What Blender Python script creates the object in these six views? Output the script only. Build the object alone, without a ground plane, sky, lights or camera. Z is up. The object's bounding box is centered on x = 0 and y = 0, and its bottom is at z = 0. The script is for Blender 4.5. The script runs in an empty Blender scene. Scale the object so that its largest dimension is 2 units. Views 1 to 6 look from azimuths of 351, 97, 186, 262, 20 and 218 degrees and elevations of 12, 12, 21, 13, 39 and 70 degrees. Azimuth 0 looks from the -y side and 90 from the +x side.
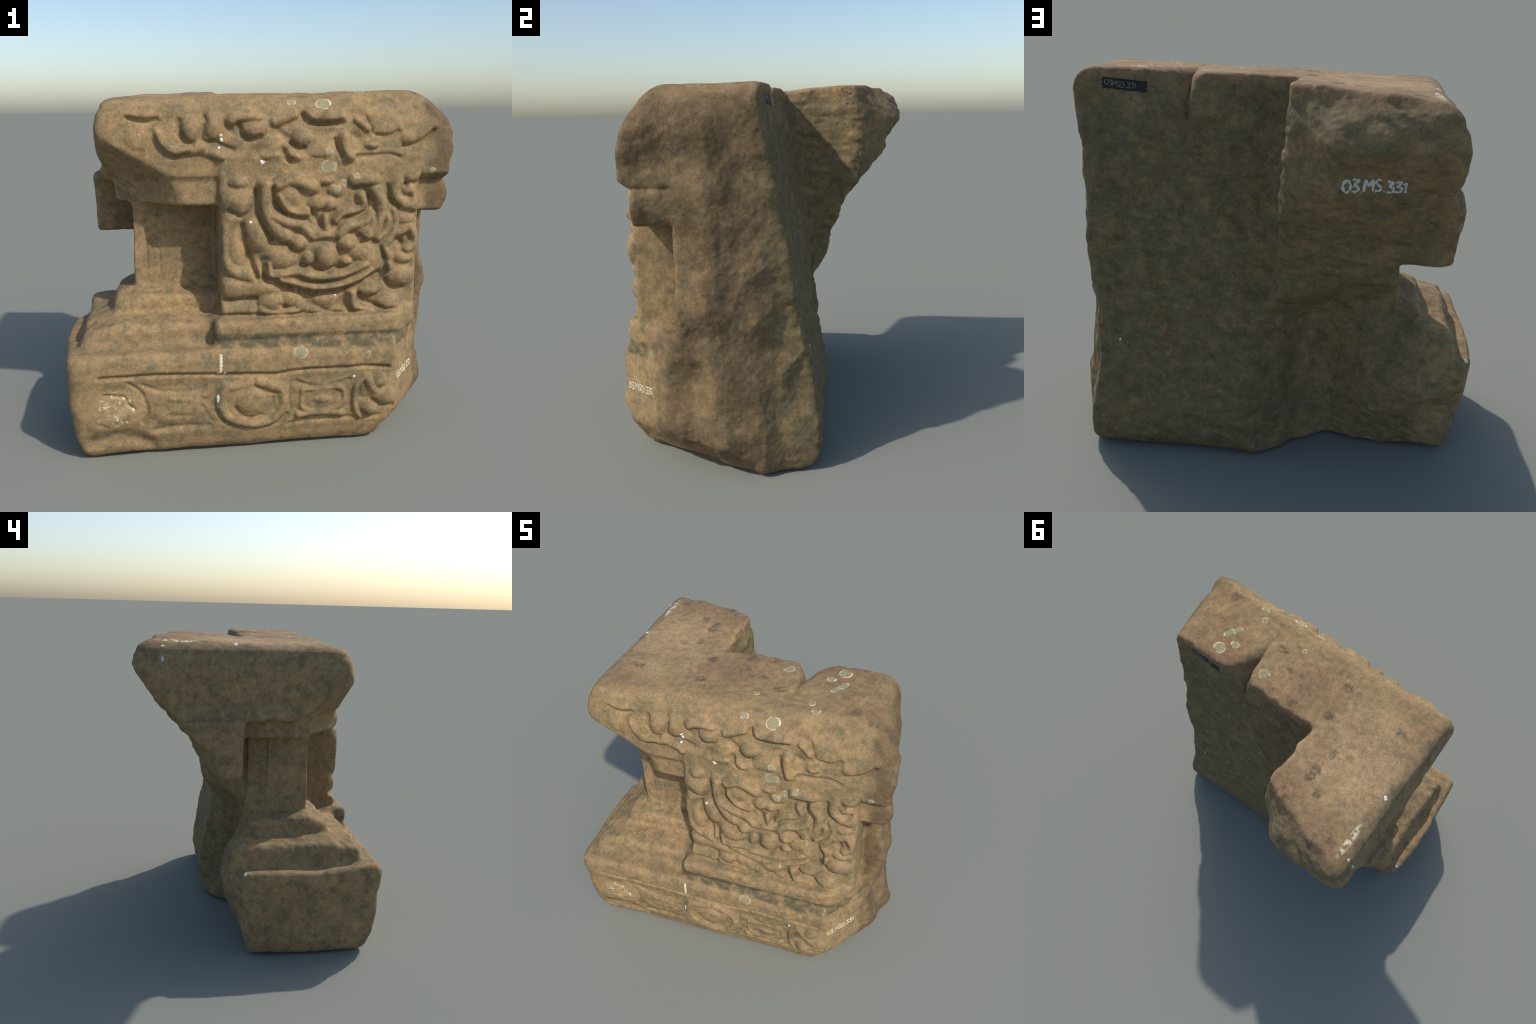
"""Carved sandstone corner block: plinth with medallion frieze, corner pilaster,
guardian-mask panel, foliate cornice and a broken rear face.
The stone is described as a signed distance function made of rounded boxes,
profiles, cutting planes and a carved relief, then meshed and split into parts."""
import bpy, math, random
import numpy as np
from mathutils import Vector
from mathutils.bvhtree import BVHTree

CELL = 0.0057          # mesh cell size in metres
random.seed(7)
rng = np.random.default_rng(7)
F = np.float32


# ---------------------------------------------------------------- small maths
def smin(a, b, k):
    h = np.maximum(k - np.abs(a - b), 0) / k
    return np.minimum(a, b) - h * h * k * 0.25


def smax(a, b, k):
    h = np.maximum(k - np.abs(a - b), 0) / k
    return np.maximum(a, b) + h * h * k * 0.25


def step(a, b, t):
    u = np.clip((t - a) / (b - a), 0, 1)
    return u * u * (3 - 2 * u)


def curve(t, pts):
    """Smoothed profile through control points."""
    a = np.linspace(pts[0][0], pts[-1][0], 400)
    v = np.interp(a, [p[0] for p in pts], [p[1] for p in pts])
    k = np.hanning(27)
    v = np.convolve(np.pad(v, 13, mode="edge"), k / k.sum(), mode="valid")
    return np.interp(t, a, v).astype(F)


def box(x, y, z, x0, x1, y0, y1, z0, z1, r):
    qx = np.abs(x - (x0 + x1) / 2) - (x1 - x0) / 2 + r
    qy = np.abs(y - (y0 + y1) / 2) - (y1 - y0) / 2 + r
    qz = np.abs(z - (z0 + z1) / 2) - (z1 - z0) / 2 + r
    out = np.sqrt(np.maximum(qx, 0) ** 2 + np.maximum(qy, 0) ** 2 + np.maximum(qz, 0) ** 2)
    return out + np.minimum(np.maximum(qx, np.maximum(qy, qz)), 0) - r


def plane(x, y, z, point, normal):
    n = np.array(normal, float)
    n /= np.linalg.norm(n)
    return (n[0] * (x - point[0]) + n[1] * (y - point[1]) + n[2] * (z - point[2])).astype(F)


def plane3(x, y, z, a, b, c, outward):
    n = np.cross(np.subtract(b, a), np.subtract(c, a))
    if np.dot(n, outward) < 0:
        n = -n
    return plane(x, y, z, a, n)


LATTICE = rng.random((64, 64, 64)).astype(F) * 2 - 1


def noise(x, y, z, f, seed=0.0):
    x, y, z = 0.8 * x + 0.36 * y + 0.48 * z, -0.6 * x + 0.48 * y + 0.64 * z, -0.8 * y + 0.6 * z
    px, py, pz = x * f + 31.7 + seed * 7.3, y * f + 17.1 + seed * 3.1, z * f + 5.9 + seed * 5.7
    ix, iy, iz = np.floor(px), np.floor(py), np.floor(pz)
    fx, fy, fz = px - ix, py - iy, pz - iz
    fx, fy, fz = [t * t * t * (t * (t * 6 - 15) + 10) for t in (fx, fy, fz)]
    ix, iy, iz = [t.astype(np.int32) & 63 for t in (ix, iy, iz)]
    jx, jy, jz = (ix + 1) & 63, (iy + 1) & 63, (iz + 1) & 63
    L = LATTICE
    a = L[ix, iy, iz] * (1 - fx) + L[jx, iy, iz] * fx
    b = L[ix, jy, iz] * (1 - fx) + L[jx, jy, iz] * fx
    c = L[ix, iy, jz] * (1 - fx) + L[jx, iy, jz] * fx
    d = L[ix, jy, jz] * (1 - fx) + L[jx, jy, jz] * fx
    return (a * (1 - fy) + b * fy) * (1 - fz) + (c * (1 - fy) + d * fy) * fz


# ------------------------------------------------- carved relief (front face)
# Height above the ground of the carving, in metres, over (x, z) of the front.
RX, RZ, RS = (-1.0, 1.05), (0.0, 1.82), 0.0025
GX, GZ = np.meshgrid(np.arange(RX[0], RX[1], RS), np.arange(RZ[0], RZ[1], RS), indexing="ij")
RELIEF = np.zeros(GX.shape)
CUTS = np.zeros(GX.shape)


def smooth_line(pts, per=10):
    """Catmull-Rom curve through control points."""
    p = np.array(pts, float)
    if len(p) == 2:
        return p
    e = np.vstack([2 * p[0] - p[1], p, 2 * p[-1] - p[-2]])
    t = np.linspace(0, 1, per, endpoint=False)[:, None]
    out = []
    for i in range(len(p) - 1):
        a, b, c, d = e[i:i + 4]
        out.append(0.5 * (2 * b + (c - a) * t + (2 * a - 5 * b + 4 * c - d) * t ** 2 + (3 * b - a - 3 * c + d) * t ** 3))
    return np.vstack(out + [p[-1:]])


def window(pts, pad):
    p = np.array(pts)
    i0, k0 = [max(int((p[:, a].min() - pad - o) / RS), 0) for a, o in ((0, RX[0]), (1, RZ[0]))]
    i1, k1 = [int((p[:, a].max() + pad - o) / RS) + 2 for a, o in ((0, RX[0]), (1, RZ[0]))]
    return slice(i0, i1), slice(k0, k1)


def line_distance(pts, w):
    c = smooth_line(pts)
    i, k = window(c, w * 3)
    X, Z = GX[i, k], GZ[i, k]
    best = np.full(X.shape, 9.0)
    for (ax, az), (bx, bz) in zip(c[:-1], c[1:]):
        ux, uz = bx - ax, bz - az
        t = np.clip(((X - ax) * ux + (Z - az) * uz) / (ux * ux + uz * uz + 1e-12), 0, 1)
        best = np.minimum(best, np.hypot(X - ax - t * ux, Z - az - t * uz))
    return (i, k), best


def ridge(pts, w, h):
    s, d = line_distance(pts, w)
    RELIEF[s] = np.maximum(RELIEF[s], h * np.clip(1 - (d / (w * 1.45)) ** 2, 0, 1) ** 0.85)


def groove(pts, w, h):
    s, d = line_distance(pts, w)
    CUTS[s] = np.maximum(CUTS[s], h * np.exp(-(d / w) ** 2 * 1.2))


def boss(x, z, rx, rz, h, turn=0):
    i, k = window([(x, z)], max(rx, rz) * 1.3)
    a = math.radians(turn)
    rx, rz = rx * 1.22, rz * 1.22
    X, Z = GX[i, k] - x, GZ[i, k] - z
    u, v = X * math.cos(a) + Z * math.sin(a), -X * math.sin(a) + Z * math.cos(a)
    q = (u / rx) ** 2 + (v / rz) ** 2
    RELIEF[i, k] = np.maximum(RELIEF[i, k], h * np.clip(1 - q, 0, 1) ** 0.85)


def carve_relief():
    # guardian mask: broad face dome, cheeks, eyes, nose, lips
    boss(0.309, 1.021, 0.316, 0.232, 0.016, 0)
    boss(0.176, 1.059, 0.053, 0.048, 0.058, 0)
    boss(0.426, 1.050, 0.050, 0.046, 0.058, 0)
    boss(0.321, 0.982, 0.061, 0.066, 0.06, 0)
    boss(0.226, 0.977, 0.031, 0.035, 0.048, 0)
    boss(0.423, 0.958, 0.045, 0.029, 0.044, 0)
    boss(0.093, 0.985, 0.087, 0.069, 0.056, 0)
    boss(0.553, 0.967, 0.069, 0.090, 0.052, 0)
    boss(0.484, 0.998, 0.063, 0.047, 0.045, 0)
    ridge([(0.247, 1.089), (0.303, 1.096), (0.358, 1.091)], 0.022, 0.036)
    ridge([(0.022, 0.955), (0.033, 0.904), (0.088, 0.902), (0.176, 0.909), (0.266, 0.886), (0.345, 0.885), (0.435, 0.901), (0.525, 0.940)], 0.025, 0.056)
    ridge([(0.088, 0.880), (0.154, 0.863), (0.222, 0.837), (0.312, 0.827), (0.402, 0.840), (0.482, 0.865), (0.549, 0.911)], 0.022, 0.056)
    groove([(0.099, 0.879), (0.188, 0.865), (0.289, 0.855), (0.390, 0.865), (0.481, 0.896)], 0.008, 0.016)
    groove([(0.193, 0.945), (0.249, 0.937), (0.277, 0.919), (0.322, 0.909), (0.361, 0.927), (0.429, 0.921), (0.474, 0.936)], 0.009, 0.018)
    groove([(0.006, 0.972), (0.016, 0.883), (0.088, 0.846), (0.188, 0.810), (0.289, 0.796), (0.403, 0.809), (0.516, 0.849), (0.596, 0.886)], 0.019, 0.03)
    groove([(0.036, 1.058), (0.077, 1.049), (0.126, 1.052), (0.143, 1.022)], 0.014, 0.02)
    groove([(0.493, 1.087), (0.522, 1.058), (0.586, 1.033), (0.622, 0.964)], 0.014, 0.02)
    # brows and horn bands, left and right
    ridge([(0.021, 1.338), (0.012, 1.248), (0.034, 1.172), (0.077, 1.122), (0.121, 1.094)], 0.036, 0.048)
    ridge([(0.044, 1.194), (0.120, 1.164), (0.192, 1.146), (0.241, 1.106)], 0.031, 0.048)
    boss(0.088, 1.117, 0.058, 0.037, 0.045, -20)
    ridge([(0.578, 1.298), (0.608, 1.243), (0.598, 1.177), (0.561, 1.112), (0.522, 1.080)], 0.030, 0.046)
    ridge([(0.386, 1.101), (0.425, 1.133), (0.486, 1.145), (0.547, 1.179)], 0.031, 0.048)
    boss(0.510, 1.114, 0.047, 0.032, 0.042, 30)
    groove([(-0.025, 1.318), (-0.020, 1.233), (0.001, 1.152), (0.044, 1.074)], 0.015, 0.03)
    groove([(0.053, 1.327), (0.066, 1.257), (0.104, 1.208), (0.153, 1.185), (0.208, 1.172), (0.247, 1.133), (0.261, 1.100)], 0.016, 0.026)
    groove([(0.369, 1.118), (0.396, 1.167), (0.452, 1.186), (0.519, 1.207), (0.540, 1.255), (0.521, 1.316), (0.465, 1.322)], 0.014, 0.022)
    groove([(0.563, 1.233), (0.576, 1.156), (0.555, 1.101)], 0.008, 0.01)
    # forehead foliage and palmette
    ridge([(0.077, 1.347), (0.152, 1.367), (0.256, 1.333)], 0.032, 0.042)
    boss(0.131, 1.288, 0.058, 0.069, 0.036, 0)
    ridge([(0.088, 1.283), (0.131, 1.223), (0.175, 1.201), (0.219, 1.210)], 0.024, 0.042)
    boss(0.279, 1.252, 0.053, 0.037, 0.042, 20)
    boss(0.334, 1.250, 0.042, 0.040, 0.04, 0)
    ridge([(0.319, 1.120), (0.315, 1.186)], 0.018, 0.034)
    groove([(0.246, 1.215), (0.268, 1.176), (0.291, 1.143)], 0.014, 0.018)
    groove([(0.362, 1.211), (0.346, 1.174), (0.335, 1.141)], 0.013, 0.016)
    ridge([(0.500, 1.284), (0.512, 1.234), (0.474, 1.205), (0.412, 1.194), (0.379, 1.162)], 0.024, 0.04)
    ridge([(0.464, 1.360), (0.570, 1.358)], 0.027, 0.034)
    boss(0.316, 1.361, 0.058, 0.024, 0.032, 0)
    boss(0.371, 1.314, 0.047, 0.037, 0.034, 0)
    # side ornaments: rosette, wing leaves, block, ledge
    boss(-0.116, 1.267, 0.082, 0.079, 0.05, 0)
    boss(-0.112, 1.354, 0.045, 0.032, 0.042, 0)
    groove([(-0.164, 1.226), (-0.122, 1.193), (-0.063, 1.213), (-0.036, 1.260)], 0.011, 0.012)
    boss(-0.137, 1.043, 0.061, 0.142, 0.046, 0)
    ridge([(-0.149, 1.178), (-0.182, 1.104), (-0.184, 0.996), (-0.136, 0.917), (-0.050, 0.888)], 0.035, 0.046)
    boss(-0.032, 1.110, 0.058, 0.095, 0.048, 18)
    boss(-0.014, 0.917, 0.033, 0.047, 0.044, 0)
    groove([(-0.104, 1.144), (-0.096, 1.079), (-0.065, 0.991), (-0.028, 0.885)], 0.016, 0.028)
    boss(-0.130, 0.983, 0.032, 0.026, 0.02, 0)
    boss(-0.137, 0.839, 0.074, 0.069, 0.044, 0)
    ridge([(-0.121, 0.839), (0.044, 0.837)], 0.050, 0.04)
    ridge([(-0.204, 0.725), (-0.056, 0.718)], 0.031, 0.04)
    groove([(-0.167, 0.689), (-0.046, 0.677)], 0.013, 0.02)
    groove([(-0.182, 0.769), (-0.100, 0.771), (-0.028, 0.773)], 0.011, 0.02)
    ridge([(0.620, 1.204), (0.645, 1.154), (0.629, 1.104), (0.590, 1.067)], 0.022, 0.036)
    ridge([(0.672, 1.203), (0.680, 1.130), (0.659, 1.064), (0.626, 1.026)], 0.019, 0.032)
    boss(0.652, 0.923, 0.019, 0.035, 0.044, 0)
    ridge([(0.626, 1.020), (0.651, 0.963)], 0.021, 0.032)
    ridge([(0.780, 1.222), (0.704, 1.246), (0.674, 1.301), (0.706, 1.355), (0.779, 1.375)], 0.025, 0.03)
    boss(0.747, 1.310, 0.037, 0.037, 0.026, 0)
    groove([(0.723, 1.360), (0.735, 1.332)], 0.014, 0.02)
    groove([(0.754, 1.277), (0.766, 1.266)], 0.014, 0.02)
    groove([(0.639, 1.329), (0.652, 1.263), (0.700, 1.218)], 0.014, 0.02)
    ridge([(0.693, 1.091), (0.761, 1.111), (0.793, 1.048), (0.754, 1.004)], 0.024, 0.034)
    groove([(0.711, 1.051), (0.721, 1.034)], 0.015, 0.026)
    boss(0.736, 1.156, 0.050, 0.032, 0.028, 0)
    boss(0.732, 0.960, 0.053, 0.034, 0.03, 0)
    boss(0.724, 0.863, 0.069, 0.053, 0.036, 0)
    groove([(0.638, 0.844), (0.680, 0.799), (0.732, 0.805)], 0.012, 0.02)
    # claws and paws along the foot of the mask
    boss(0.049, 0.758, 0.074, 0.058, 0.052, 0)
    boss(0.144, 0.767, 0.061, 0.050, 0.046, 0)
    ridge([(-0.001, 0.718), (0.088, 0.690), (0.200, 0.730)], 0.028, 0.046)
    boss(0.171, 0.811, 0.023, 0.032, 0.034, 0)
    groove([(0.088, 0.744), (0.121, 0.726), (0.166, 0.729)], 0.011, 0.014)
    boss(0.324, 0.761, 0.066, 0.053, 0.038, 0)
    boss(0.257, 0.704, 0.050, 0.025, 0.042, 0)
    boss(0.393, 0.694, 0.050, 0.028, 0.044, 0)
    groove([(0.331, 0.692), (0.345, 0.680)], 0.014, 0.02)
    groove([(0.211, 0.687), (0.251, 0.670), (0.297, 0.679)], 0.009, 0.014)
    ridge([(0.455, 0.789), (0.468, 0.725), (0.521, 0.682), (0.614, 0.674)], 0.027, 0.05)
    boss(0.552, 0.802, 0.063, 0.037, 0.044, 0)
    boss(0.653, 0.728, 0.063, 0.050, 0.046, 0)
    groove([(0.501, 0.776), (0.542, 0.733), (0.613, 0.706)], 0.013, 0.02)
    groove([(0.435, 0.784), (0.445, 0.721), (0.480, 0.667)], 0.012, 0.016)
    # cornice foliage scrolls
    ridge([(-0.498, 1.592), (-0.469, 1.539), (-0.421, 1.511), (-0.355, 1.520), (-0.278, 1.526)], 0.025, 0.03)
    boss(-0.337, 1.616, 0.047, 0.065, 0.034, 0)
    boss(-0.225, 1.638, 0.045, 0.071, 0.034, 0)
    ridge([(-0.144, 1.660), (-0.081, 1.678), (-0.007, 1.670)], 0.026, 0.034)
    boss(-0.019, 1.613, 0.059, 0.045, 0.038, 0)
    boss(0.032, 1.524, 0.047, 0.051, 0.03, 0)
    ridge([(-0.297, 1.521), (-0.193, 1.485)], 0.020, 0.024)
    boss(-0.561, 1.689, 0.079, 0.024, 0.02, 0)
    boss(-0.581, 1.570, 0.059, 0.047, 0.016, 0)
    groove([(-0.633, 1.668), (-0.578, 1.654), (-0.533, 1.646), (-0.491, 1.657)], 0.014, 0.02)
    groove([(-0.516, 1.603), (-0.499, 1.547), (-0.451, 1.500), (-0.402, 1.482), (-0.356, 1.495)], 0.014, 0.022)
    groove([(-0.390, 1.654), (-0.384, 1.590), (-0.362, 1.556), (-0.331, 1.544)], 0.016, 0.022)
    groove([(-0.271, 1.676), (-0.260, 1.649), (-0.280, 1.604), (-0.277, 1.559), (-0.215, 1.552), (-0.181, 1.534), (-0.130, 1.516)], 0.012, 0.02)
    groove([(-0.101, 1.633), (-0.090, 1.587), (-0.051, 1.565), (0.000, 1.576)], 0.013, 0.026)
    groove([(-0.159, 1.675), (-0.164, 1.637), (-0.137, 1.603)], 0.017, 0.016)
    boss(0.206, 1.572, 0.050, 0.048, 0.04, 0)
    boss(0.055, 1.532, 0.066, 0.054, 0.034, 0)
    ridge([(0.076, 1.647), (0.176, 1.684)], 0.022, 0.03)
    ridge([(0.255, 1.677), (0.400, 1.672)], 0.032, 0.038)
    boss(0.160, 1.497, 0.048, 0.027, 0.034, -40)
    boss(0.296, 1.512, 0.074, 0.035, 0.03, 0)
    ridge([(0.419, 1.566), (0.422, 1.520), (0.442, 1.482)], 0.026, 0.04)
    boss(0.634, 1.654, 0.099, 0.079, 0.014, 0)
    boss(0.559, 1.533, 0.035, 0.021, 0.026, 0)
    ridge([(0.490, 1.655), (0.539, 1.614)], 0.018, 0.024)
    ridge([(0.747, 1.566), (0.812, 1.598), (0.877, 1.631)], 0.029, 0.022)
    groove([(0.213, 1.678), (0.252, 1.643), (0.324, 1.634), (0.409, 1.642)], 0.015, 0.028)
    groove([(0.372, 1.562), (0.390, 1.512), (0.404, 1.475)], 0.012, 0.022)
    groove([(0.109, 1.517), (0.122, 1.475), (0.143, 1.459)], 0.013, 0.02)
    groove([(0.147, 1.545), (0.176, 1.520), (0.219, 1.519)], 0.010, 0.016)
    groove([(0.533, 1.675), (0.556, 1.618), (0.568, 1.584)], 0.007, 0.016)
    groove([(0.584, 1.578), (0.645, 1.573), (0.701, 1.595)], 0.012, 0.022)
    groove([(0.477, 1.476), (0.595, 1.480), (0.648, 1.483), (0.702, 1.470)], 0.012, 0.022)
    groove([(0.722, 1.522), (0.793, 1.532), (0.840, 1.558), (0.883, 1.598)], 0.012, 0.022)
    groove([(0.451, 1.684), (0.524, 1.675)], 0.017, 0.014)
    groove([(0.088, 1.606), (0.134, 1.573)], 0.015, 0.014)
    groove([(0.466, 1.577), (0.506, 1.556), (0.549, 1.568)], 0.021, 0.014)
    groove([(0.248, 1.609), (0.316, 1.596), (0.376, 1.595)], 0.025, 0.012)
    # base frieze: medallions and lozenges under a torus
    groove([(-0.814, 0.442), (-0.765, 0.444), (-0.611, 0.444), (-0.468, 0.441), (-0.281, 0.431), (-0.013, 0.417)], 0.008, 0.024)
    groove([(-0.254, 0.427), (-0.075, 0.419), (0.060, 0.412), (0.129, 0.422), (0.220, 0.426), (0.430, 0.425), (0.524, 0.428), (0.638, 0.411)], 0.009, 0.026)
    boss(-0.756, 0.298, 0.169, 0.136, 0.008, 0)
    groove([(-0.705, 0.178), (-0.762, 0.169), (-0.818, 0.196)], 0.011, 0.008)
    groove([(-0.860, 0.100), (-0.740, 0.122), (-0.658, 0.106), (-0.585, 0.063)], 0.045, 0.03)
    groove([(-0.678, 0.411), (-0.623, 0.363), (-0.596, 0.304), (-0.592, 0.250), (-0.613, 0.193)], 0.010, 0.012)
    groove([(-0.798, 0.354), (-0.701, 0.338), (-0.683, 0.301), (-0.651, 0.272)], 0.007, 0.014)
    groove([(-0.613, 0.398), (-0.541, 0.362), (-0.471, 0.353), (-0.341, 0.348), (-0.307, 0.363)], 0.010, 0.008)
    ridge([(-0.308, 0.323), (-0.214, 0.379)], 0.017, 0.01)
    groove([(-0.318, 0.265), (-0.294, 0.213), (-0.273, 0.180)], 0.010, 0.008)
    groove([(-0.483, 0.228), (-0.378, 0.220)], 0.011, 0.006)
    groove([(-0.561, 0.143), (-0.456, 0.158), (-0.286, 0.153)], 0.015, 0.01)
    boss(-0.440, 0.274, 0.136, 0.095, 0.012, 0)
    ridge([(-0.476, 0.313), (-0.384, 0.306)], 0.017, 0.014)
    ridge([(-0.456, 0.284), (-0.461, 0.249)], 0.014, 0.012)
    ridge([(-0.201, 0.363), (-0.229, 0.290), (-0.204, 0.211), (-0.123, 0.162), (-0.046, 0.148), (0.037, 0.168), (0.083, 0.228), (0.088, 0.291), (0.056, 0.346)], 0.023, 0.02)
    boss(-0.068, 0.268, 0.182, 0.130, 0.014, 0)
    boss(-0.072, 0.273, 0.087, 0.069, 0.026, 0)
    ridge([(-0.166, 0.352), (-0.080, 0.374)], 0.022, 0.014)
    ridge([(-0.035, 0.376), (0.069, 0.335)], 0.024, 0.018)
    groove([(-0.156, 0.246), (-0.123, 0.203), (-0.077, 0.186), (-0.023, 0.197)], 0.010, 0.012)
    groove([(-0.053, 0.353), (0.005, 0.320), (0.069, 0.313)], 0.010, 0.012)
    groove([(-0.248, 0.239), (-0.213, 0.178), (-0.137, 0.134), (-0.046, 0.119), (0.060, 0.137), (0.106, 0.187)], 0.010, 0.012)
    groove([(0.033, 0.285), (0.037, 0.227)], 0.010, 0.01)
    groove([(0.129, 0.360), (0.115, 0.289), (0.129, 0.215)], 0.010, 0.01)
    groove([(0.152, 0.363), (0.244, 0.331), (0.328, 0.331), (0.431, 0.358)], 0.010, 0.014)
    ridge([(0.189, 0.317), (0.380, 0.318), (0.380, 0.213), (0.199, 0.210), (0.189, 0.317)], 0.013, 0.014)
    boss(0.287, 0.261, 0.143, 0.087, 0.012, 0)
    boss(0.292, 0.261, 0.065, 0.030, 0.018, 0)
    ridge([(0.502, 0.368), (0.465, 0.317), (0.463, 0.209), (0.493, 0.148)], 0.014, 0.016)
    ridge([(0.171, 0.180), (0.293, 0.188), (0.397, 0.172)], 0.018, 0.016)
    groove([(0.116, 0.128), (0.200, 0.138), (0.379, 0.144), (0.455, 0.146)], 0.010, 0.012)
    groove([(0.395, 0.293), (0.396, 0.224)], 0.010, 0.008)
    boss(0.540, 0.191, 0.052, 0.041, 0.03, 20)
    boss(0.624, 0.257, 0.069, 0.048, 0.026, 0)
    boss(0.588, 0.343, 0.037, 0.041, 0.022, 0)
    ridge([(0.516, 0.372), (0.566, 0.290)], 0.020, 0.018)
    groove([(0.553, 0.237), (0.602, 0.206), (0.670, 0.196)], 0.012, 0.016)
    groove([(0.497, 0.182), (0.541, 0.136), (0.594, 0.145)], 0.011, 0.014)
    groove([(0.479, 0.306), (0.490, 0.256), (0.538, 0.253)], 0.013, 0.01)


def blur(a, n):
    for axis in (0, 1):
        for _ in range(3):
            p = np.pad(a, [(n, n) if k == axis else (0, 0) for k in (0, 1)], mode="edge")
            c = np.cumsum(p, axis=axis)
            c = np.concatenate([np.zeros_like(np.take(c, [0], axis)), c], axis=axis)
            m = a.shape[axis]
            a = (np.take(c, range(2 * n + 1, 2 * n + 1 + m), axis) - np.take(c, range(m), axis)) / (2 * n + 1)
    return a


carve_relief()
RELIEF = np.maximum(RELIEF + 0.30 * (RELIEF - blur(RELIEF, 9)), 0)
_broad = np.clip(blur(RELIEF, 12) * 1.3, 0, 0.045)                  # forms crowd together: the gaps stay shallow
_keep = 1 - step(0.715, 0.68, GZ) * step(0.53, 0.57, GZ)            # the plain step carries no carving
_full = np.maximum(RELIEF, 0.35 * _broad) * np.where(GZ > 1.42, 0.95, np.where(GZ > 0.6, 1.0, 1.25))
HEIGHT = blur(_full * _keep, 1) - blur(CUTS * 0.85 * _keep, 1)
HEIGHT = HEIGHT.astype(F)


def relief(x, z):
    u = np.clip((x - RX[0]) / RS, 0, HEIGHT.shape[0] - 1.01)
    v = np.clip((z - RZ[0]) / RS, 0, HEIGHT.shape[1] - 1.01)
    i, k = u.astype(np.int32), v.astype(np.int32)
    a, b = u - i, v - k
    return ((HEIGHT[i, k] * (1 - a) + HEIGHT[i + 1, k] * a) * (1 - b)
            + (HEIGHT[i, k + 1] * (1 - a) + HEIGHT[i + 1, k + 1] * a) * b).astype(F)


# ------------------------------------------------------ broken rear-left face
# Control net: how far back (y) the break reaches, by height rows over x columns.
BREAK_X = [-1.0, -0.85, -0.70, -0.50, -0.30, -0.17, -0.08, 0.05]
BREAK = {
    0.00: [0.05, 0.06, 0.075, 0.06, 0.03, 0.12, 0.23, 0.27],
    0.12: [0.08, 0.10, 0.11, 0.11, 0.03, 0.10, 0.21, 0.29],
    0.25: [0.08, 0.11, 0.17, 0.17, 0.01, 0.04, 0.17, 0.28],
    0.38: [0.11, 0.16, 0.22, 0.19, -0.01, 0.02, 0.16, 0.27],
    0.50: [0.11, 0.16, 0.20, 0.17, -0.02, 0.01, 0.16, 0.24],
    0.62: [0.11, 0.16, 0.16, 0.09, 0.00, 0.04, 0.17, 0.22],
    0.75: [0.07, 0.09, 0.06, 0.03, 0.05, 0.12, 0.20, 0.21],
    0.82: [0.05, 0.05, 0.04, 0.05, 0.12, 0.21, 0.25, 0.23],
    0.88: [0.09, 0.09, 0.09, 0.13, 0.22, 0.28, 0.29, 0.28],
    0.95: [0.14, 0.14, 0.15, 0.20, 0.27, 0.31, 0.31, 0.31],
    1.05: [0.22, 0.23, 0.25, 0.29, 0.32, 0.34, 0.34, 0.33],
    1.15: [0.28, 0.29, 0.31, 0.33, 0.37, 0.38, 0.38, 0.38],
    1.25: [0.37, 0.38, 0.40, 0.42, 0.45, 0.44, 0.42, 0.40],
    1.35: [0.43, 0.45, 0.48, 0.52, 0.54, 0.49, 0.44, 0.42],
    1.44: [0.49, 0.52, 0.57, 0.61, 0.63, 0.50, 0.44, 0.42],
    1.52: [0.53, 0.57, 0.62, 0.645, 0.63, 0.49, 0.43, 0.42],
    1.58: [0.55, 0.60, 0.66, 0.69, 0.66, 0.48, 0.42, 0.42],
    1.64: [0.57, 0.63, 0.70, 0.735, 0.68, 0.48, 0.41, 0.40],
    1.72: [0.58, 0.64, 0.70, 0.69, 0.60, 0.46, 0.40, 0.40],
    1.80: [0.56, 0.61, 0.65, 0.58, 0.50, 0.43, 0.40, 0.40],
}
BREAK_GX, BREAK_GZ = np.arange(-1.0, 0.06, 0.01), np.arange(0, 1.81, 0.01)
_rows = np.array([np.interp(BREAK_GX, BREAK_X, r) for r in BREAK.values()])
BREAK_NET = blur(np.array([np.interp(BREAK_GZ, list(BREAK), _rows[:, i]) for i in range(len(BREAK_GX))]), 2)


def break_depth(x, z):
    u = np.clip((x + 1.0) / 0.01, 0, BREAK_NET.shape[0] - 1.01)
    v = np.clip(z / 0.01, 0, BREAK_NET.shape[1] - 1.01)
    i, k = u.astype(np.int32), v.astype(np.int32)
    a, b = u - i, v - k
    return ((BREAK_NET[i, k] * (1 - a) + BREAK_NET[i + 1, k] * a) * (1 - b)
            + (BREAK_NET[i, k + 1] * (1 - a) + BREAK_NET[i + 1, k + 1] * a) * b).astype(F)


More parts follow.
